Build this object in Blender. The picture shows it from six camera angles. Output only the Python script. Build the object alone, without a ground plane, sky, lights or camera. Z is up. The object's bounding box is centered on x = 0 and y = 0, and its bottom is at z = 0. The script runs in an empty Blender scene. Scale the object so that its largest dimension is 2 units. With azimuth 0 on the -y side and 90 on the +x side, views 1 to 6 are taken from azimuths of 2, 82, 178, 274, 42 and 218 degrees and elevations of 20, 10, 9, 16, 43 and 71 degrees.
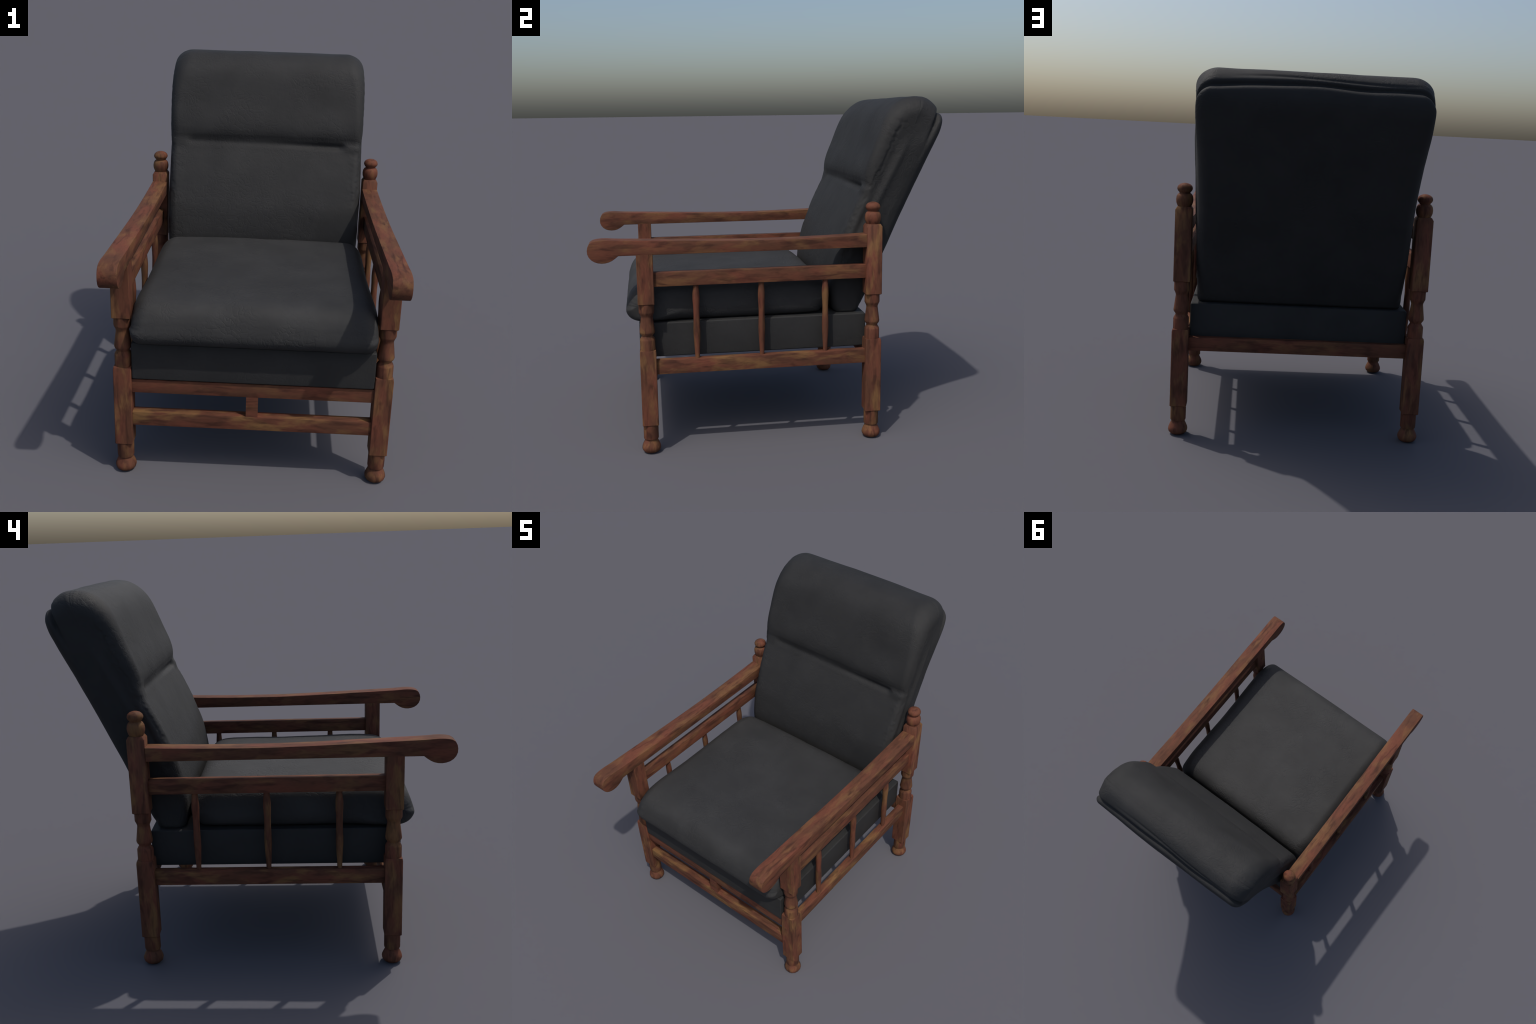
import bpy, bmesh, math
import numpy as np
from mathutils import Vector, noise

# ------------------------------------------------------------------ helpers
ROOT = bpy.data.objects.new("reclining_armchair", None)
bpy.context.scene.collection.objects.link(ROOT)
ROOT["label"] = "wooden armchair with turned posts and charcoal leather cushions"
ROOT["category"] = "armchair"


def add(name, mesh, mat, parent=ROOT, loc=(0, 0, 0)):
    ob = bpy.data.objects.new(name, mesh)
    bpy.context.scene.collection.objects.link(ob)
    ob.parent = parent
    ob.location = loc
    if mat is not None and not mesh.materials:
        mesh.materials.append(mat)
    return ob


def shade(mesh, angle=38):
    mesh.polygons.foreach_set("use_smooth", [True] * len(mesh.polygons))
    mesh.set_sharp_from_angle(angle=math.radians(angle))


def bm_box(bm, x0, x1, y0, y1, z0, z1, bev=0.004, seg=2):
    r = bmesh.ops.create_cube(bm, size=1.0)
    vs = r["verts"]
    for v in vs:
        v.co = Vector(((x0 + x1) / 2 + v.co.x * (x1 - x0),
                       (y0 + y1) / 2 + v.co.y * (y1 - y0),
                       (z0 + z1) / 2 + v.co.z * (z1 - z0)))
    if bev > 0:
        es = list({e for v in vs for e in v.link_edges})
        bmesh.ops.bevel(bm, geom=es, offset=bev, segments=seg, profile=0.6, affect='EDGES')


def bm_lathe(bm, prof, n=16, cap=True):
    rings = []
    for r, z in prof:
        ring = []
        for i in range(n):
            a = 2 * math.pi * (i + 0.5) / n
            ring.append(bm.verts.new((r * math.cos(a), r * math.sin(a), z)))
        rings.append(ring)
    for a, b in zip(rings[:-1], rings[1:]):
        for i in range(n):
            j = (i + 1) % n
            bm.faces.new((a[i], a[j], b[j], b[i]))
    if cap:
        bm.faces.new(list(reversed(rings[0])))
        bm.faces.new(rings[-1])


def bm_square_block(bm, h, z0, z1, top_r=None, top_z=None, bev=0.0035):
    """square block of half width h; optional pyramidal chamfer on its top"""
    secs = [(h - 0.003, z0), (h, z0 + 0.003), (h, z1)]
    if top_r:
        secs.append((top_r, top_z))
    rings = []
    for w, z in secs:
        b = bev
        pts = [(w, -w + b), (w, w - b), (w - b, w), (-w + b, w), (-w, w - b), (-w, -w + b), (-w + b, -w), (w - b, -w)]
        rings.append([bm.verts.new((x, y, z)) for x, y in pts])
    for a, c in zip(rings[:-1], rings[1:]):
        for i in range(8):
            j = (i + 1) % 8
            bm.faces.new((a[i], a[j], c[j], c[i]))
    bm.faces.new(list(reversed(rings[0])))
    bm.faces.new(rings[-1])


def to_mesh(bm, name, angle=38):
    bmesh.ops.recalc_face_normals(bm, faces=bm.faces[:])
    me = bpy.data.meshes.new(name)
    bm.to_mesh(me)
    bm.free()
    shade(me, angle)
    return me


def smoothstep(a, b, x):
    t = np.clip((x - a) / (b - a), 0, 1)
    return t * t * (3 - 2 * t)


def spline(pts, n):
    """Catmull-Rom through pts, resampled to n points evenly along the arc"""
    P = np.array(pts, float)
    P = np.vstack([2 * P[0] - P[1], P, 2 * P[-1] - P[-2]])
    out = []
    for i in range(1, len(P) - 2):
        p0, p1, p2, p3 = P[i - 1], P[i], P[i + 1], P[i + 2]
        for t in np.linspace(0, 1, 24, endpoint=False):
            out.append(0.5 * ((2 * p1) + (-p0 + p2) * t + (2 * p0 - 5 * p1 + 4 * p2 - p3) * t * t
                              + (-p0 + 3 * p1 - 3 * p2 + p3) * t ** 3))
    out.append(P[-2])
    out = np.array(out)
    d = np.concatenate([[0], np.cumsum(np.linalg.norm(np.diff(out, axis=0), axis=1))])
    s = np.linspace(0, d[-1], n)
    return np.stack([np.interp(s, d, out[:, k]) for k in range(2)], axis=1)


# ---------------------------------------------------------------- materials
def nt_new(name):
    m = bpy.data.materials.new(name)
    m.use_nodes = True
    nt = m.node_tree
    nt.nodes.clear()
    out = nt.nodes.new("ShaderNodeOutputMaterial")
    bs = nt.nodes.new("ShaderNodeBsdfPrincipled")
    nt.links.new(bs.outputs[0], out.inputs[0])
    return m, nt, bs


def mixc(nt, fac, a, b, mode='MIX'):
    n = nt.nodes.new("ShaderNodeMix")
    n.data_type = 'RGBA'
    n.blend_type = mode
    for sock, v in ((n.inputs[0], fac), (n.inputs[6], a), (n.inputs[7], b)):
        if hasattr(v, "is_output"):
            nt.links.new(v, sock)
        elif isinstance(v, tuple):
            sock.default_value = (*v, 1)
        else:
            sock.default_value = v
    return n.outputs[2]


def ramp(nt, src, stops):
    n = nt.nodes.new("ShaderNodeValToRGB")
    e = n.color_ramp.elements
    while len(e) < len(stops):
        e.new(0.5)
    for el, (p, v) in zip(e, stops):
        el.position = p
        el.color = (v, v, v, 1) if not isinstance(v, tuple) else (*v, 1)
    nt.links.new(src, n.inputs[0])
    return n.outputs[0]


def tex_noise(nt, vec, scale, detail=4, rough=0.55, dist=0.0):
    n = nt.nodes.new("ShaderNodeTexNoise")
    n.inputs["Scale"].default_value = scale
    n.inputs["Detail"].default_value = detail
    n.inputs["Roughness"].default_value = rough
    n.inputs["Distortion"].default_value = dist
    nt.links.new(vec, n.inputs["Vector"])
    return n.outputs["Fac"]


WOOD_RED = (0.155, 0.055, 0.034)
WOOD_BROWN = (0.108, 0.048, 0.029)
WOOD_DARK = (0.046, 0.020, 0.015)
WOOD_GOLD = (0.205, 0.112, 0.046)


def make_wood(name, axis, gold=0.5):
    m, nt, bs = nt_new(name)
    tc = nt.nodes.new("ShaderNodeTexCoord")
    oi = nt.nodes.new("ShaderNodeObjectInfo")
    mul = nt.nodes.new("ShaderNodeVectorMath")
    mul.operation = 'SCALE'
    mul.inputs[0].default_value = (7.3, 11.1, 5.7)
    nt.links.new(oi.outputs["Random"], mul.inputs["Scale"])
    addv = nt.nodes.new("ShaderNodeVectorMath")
    nt.links.new(tc.outputs["Object"], addv.inputs[0])
    nt.links.new(mul.outputs[0], addv.inputs[1])
    mp = nt.nodes.new("ShaderNodeMapping")
    sc = [1.0, 1.0, 1.0]
    sc[axis] = 0.20
    mp.inputs["Scale"].default_value = sc
    nt.links.new(addv.outputs[0], mp.inputs["Vector"])
    v = mp.outputs[0]
    mp2 = nt.nodes.new("ShaderNodeMapping")
    sc = [1.0, 1.0, 1.0]
    sc[axis] = 0.33
    mp2.inputs["Scale"].default_value = sc
    nt.links.new(addv.outputs[0], mp2.inputs["Vector"])
    v2 = mp2.outputs[0]
    streak = tex_noise(nt, v, 40, 4, 0.5, 0.5)
    patch = tex_noise(nt, v2, 13, 3, 0.5, 0.5)
    blot = tex_noise(nt, v2, 17, 3, 0.5, 0.4)
    fine = tex_noise(nt, v, 190, 3, 0.6)
    c = mixc(nt, ramp(nt, patch, [(0.36, 0.0), (0.62, 1.0)]), WOOD_RED, WOOD_BROWN)
    c = mixc(nt, ramp(nt, blot, [(0.49, 0.0), (0.66, gold)]), c, WOOD_GOLD)
    c = mixc(nt, ramp(nt, streak, [(0.48, 0.0), (0.70, 0.75)]), c, WOOD_DARK)
    c = mixc(nt, ramp(nt, fine, [(0.40, 0.0), (0.75, 0.25)]), c, WOOD_DARK)
    nt.links.new(c, bs.inputs["Base Color"])
    bs.inputs["Roughness"].default_value = 0.65
    bs.inputs["Specular IOR Level"].default_value = 0.08
    b = nt.nodes.new("ShaderNodeBump")
    b.inputs["Strength"].default_value = 0.25
    b.inputs["Distance"].default_value = 0.002
    nt.links.new(streak, b.inputs["Height"])
    nt.links.new(b.outputs[0], bs.inputs["Normal"])
    return m


def make_leather(name, base=(0.027, 0.027, 0.0268), crinkle=0.8):
    m, nt, bs = nt_new(name)
    tc = nt.nodes.new("ShaderNodeTexCoord")
    v = tc.outputs["Object"]
    cloud = tex_noise(nt, v, 5.0, 4, 0.55, 0.3)
    grain = tex_noise(nt, v, 55, 4, 0.6)
    hi = tuple(x * 1.15 for x in base)
    lo = tuple(x * 0.85 for x in base)
    c = mixc(nt, ramp(nt, cloud, [(0.30, 0.0), (0.70, 1.0)]), lo, hi)
    c = mixc(nt, ramp(nt, grain, [(0.40, 0.0), (0.75, 0.35)]), c, lo)
    nt.links.new(c, bs.inputs["Base Color"])
    bs.inputs["Roughness"].default_value = 0.72
    bs.inputs["Specular IOR Level"].default_value = 0.25
    # crinkles: warped cell borders, stronger in patches
    wn = nt.nodes.new("ShaderNodeTexNoise")
    wn.inputs["Scale"].default_value = 9
    wn.inputs["Detail"].default_value = 3
    nt.links.new(v, wn.inputs["Vector"])
    sc = nt.nodes.new("ShaderNodeVectorMath")
    sc.operation = 'SCALE'
    sc.inputs["Scale"].default_value = 0.20
    nt.links.new(wn.outputs["Color"], sc.inputs[0])
    ad = nt.nodes.new("ShaderNodeVectorMath")
    nt.links.new(v, ad.inputs[0])
    nt.links.new(sc.outputs[0], ad.inputs[1])
    vo = nt.nodes.new("ShaderNodeTexVoronoi")
    vo.feature = 'DISTANCE_TO_EDGE'
    vo.inputs["Scale"].default_value = 27
    nt.links.new(ad.outputs[0], vo.inputs["Vector"])
    cells = ramp(nt, vo.outputs["Distance"], [(0.0, 0.0), (0.16, 1.0)])
    patch = ramp(nt, tex_noise(nt, v, 4.3, 2), [(0.42, 0.0), (0.62, 1.0)])
    mm = nt.nodes.new("ShaderNodeMath")
    mm.operation = 'MULTIPLY'
    nt.links.new(cells, mm.inputs[0])
    nt.links.new(patch, mm.inputs[1])
    b0 = nt.nodes.new("ShaderNodeBump")
    b0.inputs["Strength"].default_value = 0.30 * crinkle
    b0.inputs["Distance"].default_value = 0.004
    nt.links.new(mm.outputs[0], b0.inputs["Height"])
    b1 = nt.nodes.new("ShaderNodeBump")
    b1.inputs["Strength"].default_value = 0.22
    b1.inputs["Distance"].default_value = 0.004
    nt.links.new(tex_noise(nt, v, 60, 5, 0.65, 0.6), b1.inputs["Height"])
    nt.links.new(b0.outputs[0], b1.inputs["Normal"])
    nt.links.new(b1.outputs[0], bs.inputs["Normal"])
    return m


WOOD_X = make_wood("wood_grain_across", 0, 0.35)
WOOD_X_WORN = make_wood("worn_wood_grain_across", 0, 0.90)
WOOD_Y = make_wood("wood_grain_along", 1, 0.45)
WOOD_Y_WORN = make_wood("worn_wood_grain_along", 1, 0.80)
WOOD_Z = make_wood("wood_grain_upright", 2, 0.70)
LEATHER = make_leather("charcoal_leather_back", (0.0245, 0.0245, 0.0245), 0.7)
LEATHER_SEAT = make_leather("charcoal_leather_seat", (0.0315, 0.0315, 0.0315), 1.0)
LEATHER_BASE = make_leather("charcoal_leather_flat", (0.026, 0.026, 0.0258), 0.3)

# -------------------------------------------------------------- wooden frame
PX = 0.632            # post axis, left and right
PYF, PYB = -0.702, 0.561
HB = 0.0445           # half width of the square blocks
IN_F, IN_B = PYF + HB, PYB - HB

TURNED_LOW = [(0.041, 0.080), (0.042, 0.084), (0.042, 0.165)]
TURNED_MID = [(0.042, 0.583), (0.042, 0.645), (0.0405, 0.651), (0.031, 0.667), (0.031, 0.671), (0.0405, 0.684),
              (0.0425, 0.692), (0.0405, 0.708), (0.0325, 0.770), (0.0325, 0.777), (0.037, 0.789), (0.042, 0.799),
              (0.0425, 0.804), (0.0425, 0.850)]
FOOT = [(0.026, 0.0), (0.040, 0.004), (0.049, 0.013), (0.053, 0.025), (0.0515, 0.037), (0.0455, 0.052), (0.039, 0.065),
        (0.0345, 0.076), (0.035, 0.085)]
FINIAL = [(0.036, 1.238), (0.0355, 1.246), (0.039, 1.252), (0.044, 1.266), (0.0455, 1.281), (0.043, 1.298),
          (0.037, 1.309), (0.029, 1.3145), (0.029, 1.318), (0.036, 1.325), (0.0405, 1.334), (0.041, 1.341),
          (0.037, 1.352), (0.028, 1.360), (0.015, 1.365), (0.004, 1.367)]


def make_leg(top, crown):
    bm = bmesh.new()
    bm_lathe(bm, TURNED_LOW)
    bm_square_block(bm, HB, 0.163, 0.578, 0.042, 0.590)
    bm_lathe(bm, TURNED_MID)
    if crown:
        bm_square_block(bm, HB, 0.848, top, 0.036, top + 0.015)
    else:
        bm_square_block(bm, HB, 0.848, top)
    return to_mesh(bm, "leg")


bm = bmesh.new(); bm_lathe(bm, FOOT); FOOT_ME = to_mesh(bm, "foot", 50)
bm = bmesh.new(); bm_lathe(bm, FINIAL); FINIAL_ME = to_mesh(bm, "finial", 50)
LEG_F = make_leg(1.1225, False)
LEG_B = make_leg(1.2300, True)
for sx in (1, -1):
    for y, me in ((PYF, LEG_F), (PYB, LEG_B)):
        leg = add("leg", me, WOOD_Z, ROOT, (sx * PX, y, 0))
        add("foot", FOOT_ME, WOOD_Z, leg)
        if me is LEG_B:
            add("finial", FINIAL_ME, WOOD_Z, leg)

# armrest: side outline extruded across
ARM_TOP = [(IN_B, 1.190), (0.35, 1.185), (0.12, 1.1805), (-0.12, 1.1805), (-0.32, 1.185), (-0.50, 1.191), (-0.70, 1.198),
           (-0.84, 1.203), (-0.905, 1.2075), (-0.945, 1.206), (-0.971, 1.2010), (-0.986, 1.192), (-0.9945, 1.178), (-0.998, 1.163),
           (-1.000, 1.148), (-0.9955, 1.126), (-0.980, 1.104), (-0.955, 1.089), (-0.922, 1.083), (-0.893, 1.087),
           (-0.870, 1.097), (-0.838, 1.120)]
prof = spline(ARM_TOP[:-1], 90)
outline = [tuple(p) for p in prof] + [(-0.8545, 1.1075), (-0.838, 1.1205), (-0.60, 1.1205), (IN_B, 1.1195)]


def make_arm():
    bm = bmesh.new()
    x0, x1 = -0.0445, 0.0445
    a = [bm.verts.new((x0, y, z)) for y, z in outline]
    b = [bm.verts.new((x1, y, z)) for y, z in outline]
    n = len(a)
    fa = bm.faces.new(a)
    fb = bm.faces.new(list(reversed(b)))
    for i in range(n):
        j = (i + 1) % n
        bm.faces.new((a[j], a[i], b[i], b[j]))
    bmesh.ops.recalc_face_normals(bm, faces=bm.faces[:])
    es = list(set(fa.edges[:]) | set(fb.edges[:]))
    bmesh.ops.bevel(bm, geom=es, offset=0.004, segments=2, profile=0.6, affect='EDGES', clamp_overlap=True)
    return to_mesh(bm, "armrest", 32)


ARM = make_arm()
RH = 0.0225
bm = bmesh.new(); bm_box(bm, -RH, RH, IN_F - 0.001, IN_B + 0.001, 0.942, 1.020, 0.004); MID = to_mesh(bm, "side_rail")
bm = bmesh.new(); bm_box(bm, -RH, RH, IN_F - 0.001, IN_B + 0.001, 0.450, 0.5295, 0.004); LOW = to_mesh(bm, "side_rail")
SPINDLE = [(0.0125, 0.526), (0.0135, 0.560), (0.0165, 0.615), (0.0190, 0.672), (0.0182, 0.715), (0.0166, 0.770),
           (0.0172, 0.810), (0.0193, 0.852), (0.0196, 0.872), (0.0184, 0.898), (0.0160, 0.922), (0.0152, 0.945)]
sp = spline([(r, z) for r, z in SPINDLE], 26)
bm = bmesh.new(); bm_lathe(bm, [tuple(p) for p in sp], 14); SPIN = to_mesh(bm, "spindle", 50)
for sx in (1, -1):
    add("armrest", ARM, WOOD_Y, ROOT, (sx * PX, 0, 0))
    add("side_rail", MID, WOOD_Y, ROOT, (sx * PX, 0, 0))
    add("side_rail", LOW, WOOD_Y_WORN, ROOT, (sx * PX, 0, 0))
    for y in (-0.432, -0.071, 0.290):
        add("spindle", SPIN, WOOD_Z, ROOT, (sx * PX, y, 0))

XI = PX - HB + 0.001
bm = bmesh.new(); bm_box(bm, -XI, XI, -0.735, -0.680, 0.454, 0.526, 0.004)
add("cross_rail", to_mesh(bm, "cross_rail"), WOOD_X)
bm = bmesh.new(); bm_box(bm, -XI, XI, -0.735, -0.681, 0.271, 0.345, 0.004)
add("cross_rail", to_mesh(bm, "cross_rail"), WOOD_X_WORN)
bm = bmesh.new(); bm_box(bm, -XI, XI, 0.520, 0.573, 0.469, 0.544, 0.004)
add("cross_rail", to_mesh(bm, "cross_rail"), WOOD_X)
bm = bmesh.new(); bm_box(bm, -0.029, 0.029, -0.7335, -0.690, 0.344, 0.455, 0.0)
add("rail_block", to_mesh(bm, "rail_block"), WOOD_X)

# ------------------------------------------------------------------ cushions
def pillow(name, path_a, path_b, med0, med1, half_n, width_fn, edge_fn, crown_fn, ncol=110, ned=14, ncap=26, cap_bulge=0.0):
    """Cushion lofted across x from a closed side profile.
    path_a / path_b run from the same start to the same end around the medial segment med0-med1;
    edge_fn gives the depth and width of the rounded edge, crown_fn how far the face falls back at the sides."""
    A = spline(path_a, half_n + 1)
    Bp = spline(path_b, half_n + 1)
    loop = np.vstack([A, Bp[-2:0:-1]])
    N = len(loop)
    s = np.linspace(0, 1, half_n + 1)
    M = np.outer(1 - s, med0) + np.outer(s, med1)
    med = np.vstack([M, M[-2:0:-1]])
    tan = np.roll(loop, -1, 0) - np.roll(loop, 1, 0)
    nrm = np.stack([tan[:, 1], -tan[:, 0]], 1)
    nrm /= np.linalg.norm(nrm, axis=1)[:, None]
    to = loop - med
    if np.mean(np.sum(nrm * to, 1)) < 0:
        nrm = -nrm
    dist = np.linalg.norm(to, axis=1)
    dirs = to / dist[:, None]
    w = width_fn(loop, nrm)
    ri, rx = edge_fn(loop, nrm)
    cr = crown_fn(loop, nrm)
    ri = np.minimum(ri, dist * 0.9)
    mirror = (-np.arange(N)) % N
    wc = 0.5 * (w + w[mirror])                                   # both sides meet on the medial line
    cols = []

    def put(x, inset):
        k = np.clip(1 - inset / dist, 0, 1)
        p = med + to * k[:, None]
        cols.append(np.column_stack([x, p]))
    flat = np.minimum(cr + ri, dist * 0.97)
    for t in np.linspace(0, 1, ncap, endpoint=False):          # cap, centre outwards
        put(w * t + wc * (1 - t) + cap_bulge * (1 - t * t), dist - (dist - flat) * t)
    for ph in np.linspace(math.pi / 2, 0, ned, endpoint=False):  # rounded edge
        put(w - rx + rx * math.sin(ph), np.minimum(cr + ri * (1 - math.cos(ph)), flat))
    xs = np.linspace(1, -1, ncol)
    for q in xs:
        put((w - rx) * q, np.minimum(cr * abs(q) ** 2.4, flat))
    right = cols[:ncap + ned]
    for c in reversed(right):
        c2 = c.copy()
        c2[:, 0] *= -1
        cols.append(c2)
    C = len(cols)
    V = np.concatenate(cols)
    idx = np.arange(C * N).reshape(C, N)
    f = np.stack([idx[:-1, :], np.roll(idx, -1, 1)[:-1, :], np.roll(idx, -1, 1)[1:, :], idx[1:, :]], -1).reshape(-1, 4)
    me = bpy.data.meshes.new(name)
    me.from_pydata(V.tolist(), [], f.tolist())
    bm = bmesh.new()
    bm.from_mesh(me)
    bmesh.ops.remove_doubles(bm, verts=bm.verts[:], dist=1e-5)
    bmesh.ops.recalc_face_normals(bm, faces=bm.faces[:])
    bm.to_mesh(me)
    bm.free()
    me.polygons.foreach_set("use_smooth", [True] * len(me.polygons))
    me.update()
    return me


def get_vn(me):
    n = len(me.vertices)
    co = np.empty(n * 3); me.vertices.foreach_get("co", co)
    no = np.empty(n * 3); me.vertices.foreach_get("normal", no)
    return co.reshape(-1, 3), no.reshape(-1, 3)


def put_v(me, co):
    me.vertices.foreach_set("co", co.reshape(-1))
    me.update()


def fbm(co, scale, seed, octaves=3):
    off = Vector((seed * 3.1, seed * 1.7, seed * 5.3))
    return np.array([noise.fractal(Vector(c) * scale + off, 1.0, 2.0, octaves) for c in co])


# ---- backrest cushion
BF = [(0.430, 0.720), (0.390, 0.721), (0.366, 0.731), (0.354, 0.755), (0.347, 0.80), (0.344, 0.86), (0.347, 0.92), (0.358, 1.00), (0.376, 1.08),
      (0.407, 1.16), (0.448, 1.26), (0.488, 1.345), (0.520, 1.405), (0.537, 1.440), (0.540, 1.465), (0.536, 1.495), (0.539, 1.53),
      (0.554, 1.58), (0.588, 1.665), (0.616, 1.74), (0.645, 1.81), (0.675, 1.86), (0.715, 1.900), (0.765, 1.929), (0.82, 1.940), (0.86, 1.941)]
BB = [(0.430, 0.720), (0.480, 0.721), (0.510, 0.731), (0.527, 0.755), (0.546, 0.79), (0.585, 0.87), (0.669, 1.06), (0.745, 1.225),
      (0.845, 1.44), (0.896, 1.55), (0.958, 1.69), (0.990, 1.765), (0.998, 1.815), (0.985, 1.862), (0.960, 1.900),
      (0.930, 1.925), (0.90, 1.937), (0.86, 1.941)]


def back_w(loop, nrm):
    z = loop[:, 1]
    return np.interp(z, [0.72, 0.9, 1.2, 1.5, 1.75, 1.95], [0.556, 0.563, 0.567, 0.570, 0.576, 0.574]) - 0.008 * np.clip(nrm[:, 0], 0, 1) * smoothstep(0.9, 1.3, z)


def back_edge(loop, nrm):
    ny, nz = nrm[:, 0], nrm[:, 1]
    up = np.clip(nz, 0, 1) * smoothstep(1.55, 1.85, loop[:, 1])
    front = np.clip(-ny, 0, 1)
    back = np.clip(ny, 0, 1)
    low = smoothstep(1.75, 1.5, loop[:, 1]) * (0.25 + 0.75 * smoothstep(1.05, 1.3, loop[:, 1]))
    ri = (0.045 + 0.045 * low) * back + 0.030 * front + 0.070 * up ** 1.2 + 0.025
    rx = (0.030 + 0.020 * low) * back + 0.032 * front + 0.090 * up ** 1.2 + 0.02
    return ri, rx


def back_crown(loop, nrm):
    front = np.clip(-nrm[:, 0], 0, 1)
    return front * 0.006 * smoothstep(0.75, 1.1, loop[:, 1]) + np.clip(nrm[:, 0], 0, 1) * (0.010 + 0.002 * smoothstep(1.35, 1.0, loop[:, 1]))


me = pillow("backrest_cushion", BF, BB, np.array([0.44, 0.80]), np.array([0.83, 1.83]), 330, back_w, back_edge, back_crown,
            ncol=130, ned=16, ncap=28)
co, no = get_vn(me)
ang = math.atan2(0.47, 1.0)
hx, hz = math.sin(ang), math.cos(ang)
H = (co[:, 1] - 0.506) * hx + (co[:, 2] - 0.739) * hz           # along the recline
D = -(co[:, 1] - 0.506) * hz + (co[:, 2] - 0.739) * hx          # forward of the back face
X = co[:, 0]
side = smoothstep(0.50, 0.56, np.abs(X))
disp = np.zeros(len(co))
# fold between the cushion and its rear panel, round the top and down both sides
wav = 0.004 * np.sin(X * 9.0 + 0.8) + 0.002 * np.sin(X * 17.0 + 2.0)
d0 = 0.058 + wav * (1 - side)
topw = smoothstep(1.06, 1.14, H)
sidew = side * (0.06 * smoothstep(0.35, 0.6, H) + 0.45 * smoothstep(0.98, 1.1, H))
g = np.maximum(topw, sidew)
disp -= 0.020 * g * np.exp(-((D - d0) / 0.011) ** 2)
d1 = 0.088 + 0.010 * np.sin(X * 6.0 + 0.3)
disp -= 0.006 * topw * np.exp(-((D - d1) / 0.008) ** 2) * smoothstep(0.55, 0.2, np.abs(X + 0.1))
disp += 0.003 * topw * np.exp(-((D - d0 + 0.025) / 0.014) ** 2)
# headrest crease across the front
frontw = smoothstep(0.2, 0.6, -no[:, 1])
hc = 0.648 - 0.008 * np.sin(X * 2.0)
endf = smoothstep(0.49, 0.43, np.abs(X))
disp -= (0.003 + 0.012 * smoothstep(-0.05, 0.40, X)) * frontw * endf * np.exp(-((H - hc) / 0.016) ** 2)
disp += 0.009 * frontw * (1 - endf) * np.exp(-((H - hc) / 0.030) ** 2)
# boxing seam along the front edge of the sides
crk = fbm(co, 28.0, 5, 3)
seam_d = 0.245 + 0.008 * np.sin(H * 5.0) + 0.010 * crk
sw = smoothstep(0.47, 0.51, np.abs(X)) * smoothstep(0.20, 0.35, H) * smoothstep(1.12, 1.0, H)
disp += 0.0015 * sw * np.exp(-((D - seam_d - 0.014) / 0.008) ** 2)
disp -= 0.0025 * sw * np.exp(-((D - seam_d) / 0.009) ** 2)
# soft vertical ridge on the boxing
disp += 0.008 * side * np.exp(-((D - 0.172 - 0.03 * (0.65 - H)) / 0.020) ** 2) * smoothstep(0.1, 0.4, H) * smoothstep(1.05, 0.85, H)
disp -= 0.004 * side * np.exp(-((D - 0.212) / 0.02) ** 2) * smoothstep(0.1, 0.4, H) * smoothstep(1.05, 0.85, H)
# gathers where the seam turns the top corner
gath = np.sin(H * 95.0 + 18.0 * D + 3.0 * crk) * np.sin(H * 37.0)
disp += 0.0011 * gath * smoothstep(0.44, 0.54, np.abs(X)) * np.exp(-((D - 0.25) / 0.035) ** 2) * smoothstep(0.72, 0.95, H)
n1 = fbm(co, 3.2, 1, 2)
n2 = fbm(co, 13.0, 2, 2)
disp += 0.0025 * n1 + 0.0006 * n2
co += no * disp[:, None]
put_v(me, co)
add("backrest_cushion", me, LEATHER)

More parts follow.
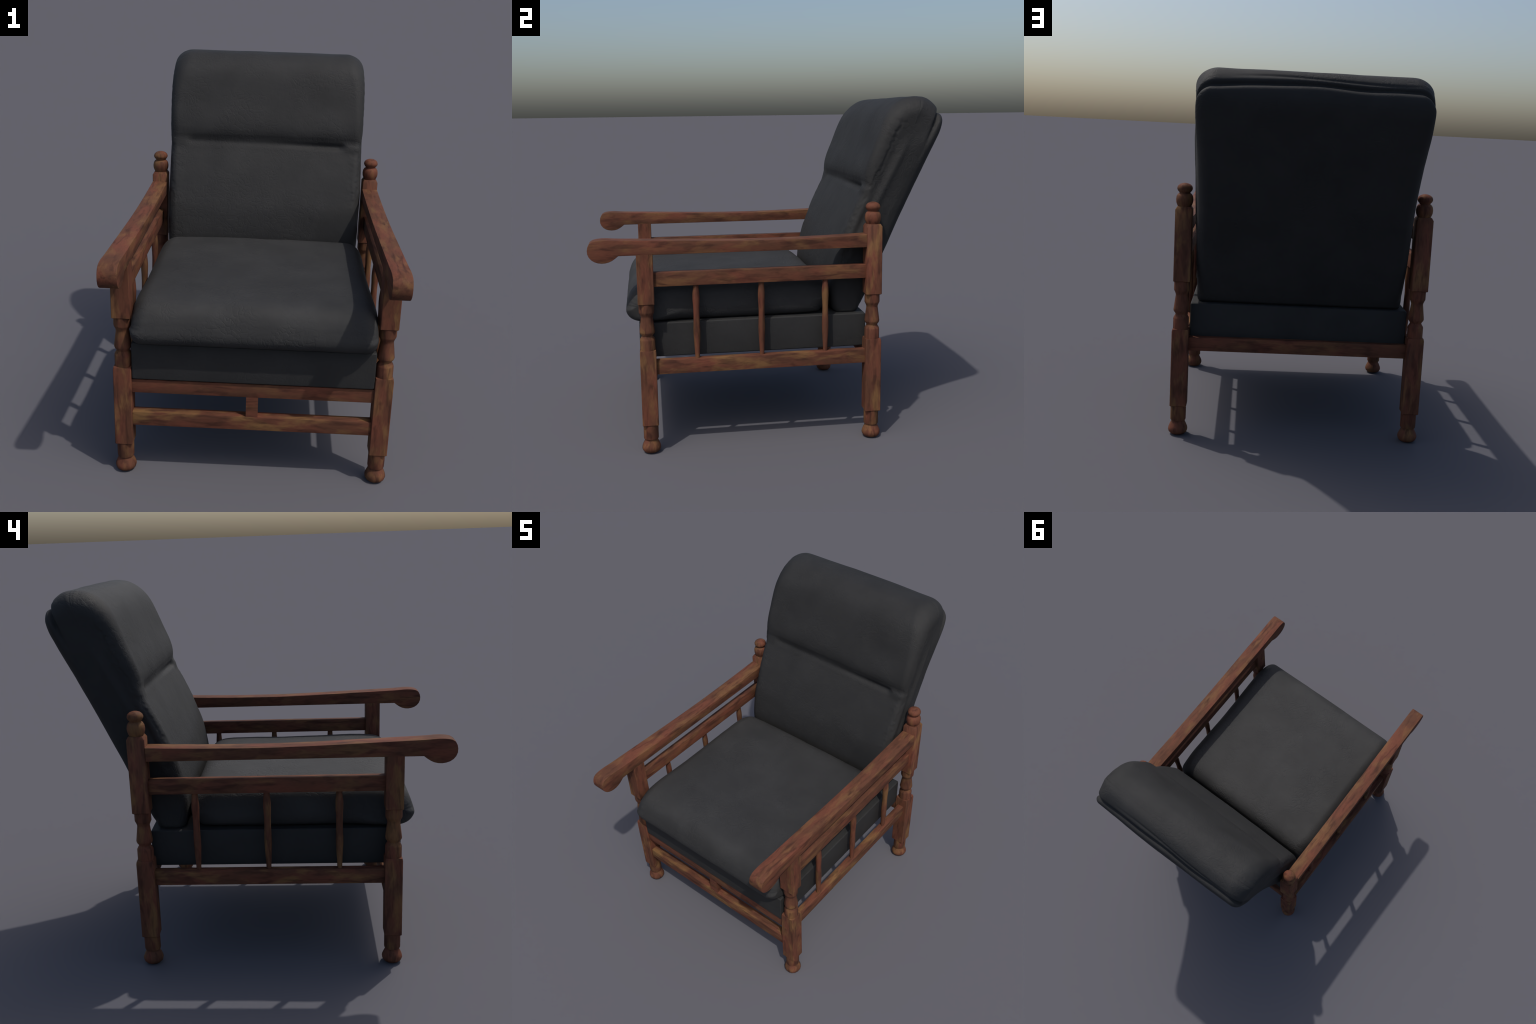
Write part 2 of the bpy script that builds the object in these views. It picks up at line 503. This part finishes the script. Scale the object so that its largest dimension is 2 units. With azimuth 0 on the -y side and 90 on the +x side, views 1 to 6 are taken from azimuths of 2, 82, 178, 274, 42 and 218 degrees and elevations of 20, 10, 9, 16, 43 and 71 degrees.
# ---- seat cushion
ST = [(0.329, 0.835), (0.319, 0.885), (0.290, 0.922), (0.235, 0.941), (0.12, 0.946), (-0.1, 0.948), (-0.4, 0.950), (-0.58, 0.951),
      (-0.68, 0.947), (-0.735, 0.935), (-0.772, 0.908), (-0.795, 0.872), (-0.808, 0.835)]
SB = [(0.329, 0.835), (0.322, 0.785), (0.29, 0.748), (0.25, 0.732), (0.0, 0.7285), (-0.5, 0.7285), (-0.70, 0.7285), (-0.755, 0.733),
      (-0.792, 0.748), (-0.811, 0.775), (-0.814, 0.805), (-0.808, 0.835)]


def seat_w(loop, nrm):
    y = loop[:, 0]
    return np.interp(y, [-0.82, -0.72, -0.5, 0.0, 0.33], [0.582, 0.586, 0.582, 0.577, 0.574])


def seat_edge(loop, nrm):
    ny, nz = nrm[:, 0], nrm[:, 1]
    up = np.clip(nz, 0, 1); dn = np.clip(-nz, 0, 1); hor = np.abs(ny)
    mid = smoothstep(-0.72, -0.5, loop[:, 0])
    ri = 0.090 * up + (0.035 + 0.060 * mid) * dn + 0.045 * hor
    rx = 0.080 * up + (0.040 + 0.015 * mid) * dn + 0.045 * hor
    return ri, rx


def seat_crown(loop, nrm):
    return 0.008 * np.clip(nrm[:, 1], 0, 1)


me = pillow("seat_cushion", ST, SB, np.array([0.25, 0.83]), np.array([-0.74, 0.82]), 200, seat_w, seat_edge, seat_crown,
            ncol=130, ned=14, ncap=14)
co, no = get_vn(me)
top = smoothstep(0.3, 0.9, no[:, 2])
X, Y = co[:, 0], co[:, 1]
disp = 0.003 * fbm(co, 3.0, 7, 2) + 0.0006 * fbm(co, 15.0, 8, 2)
disp += 0.004 * top * np.sin((X * 0.6 + Y) * 14.0 + 2.0 * np.sin(X * 5)) * smoothstep(0.45, 0.1, np.abs(X)) * 0.25
co += no * disp[:, None]
put_v(me, co)
add("seat_cushion", me, LEATHER_SEAT)

# ---- upholstered base box
bm = bmesh.new()
bm_box(bm, -0.5865, 0.5865, -0.745, 0.537, 0.531, 0.7245, 0.012, 3)
add("seat_base", to_mesh(bm, "seat_base", 30), LEATHER_BASE)
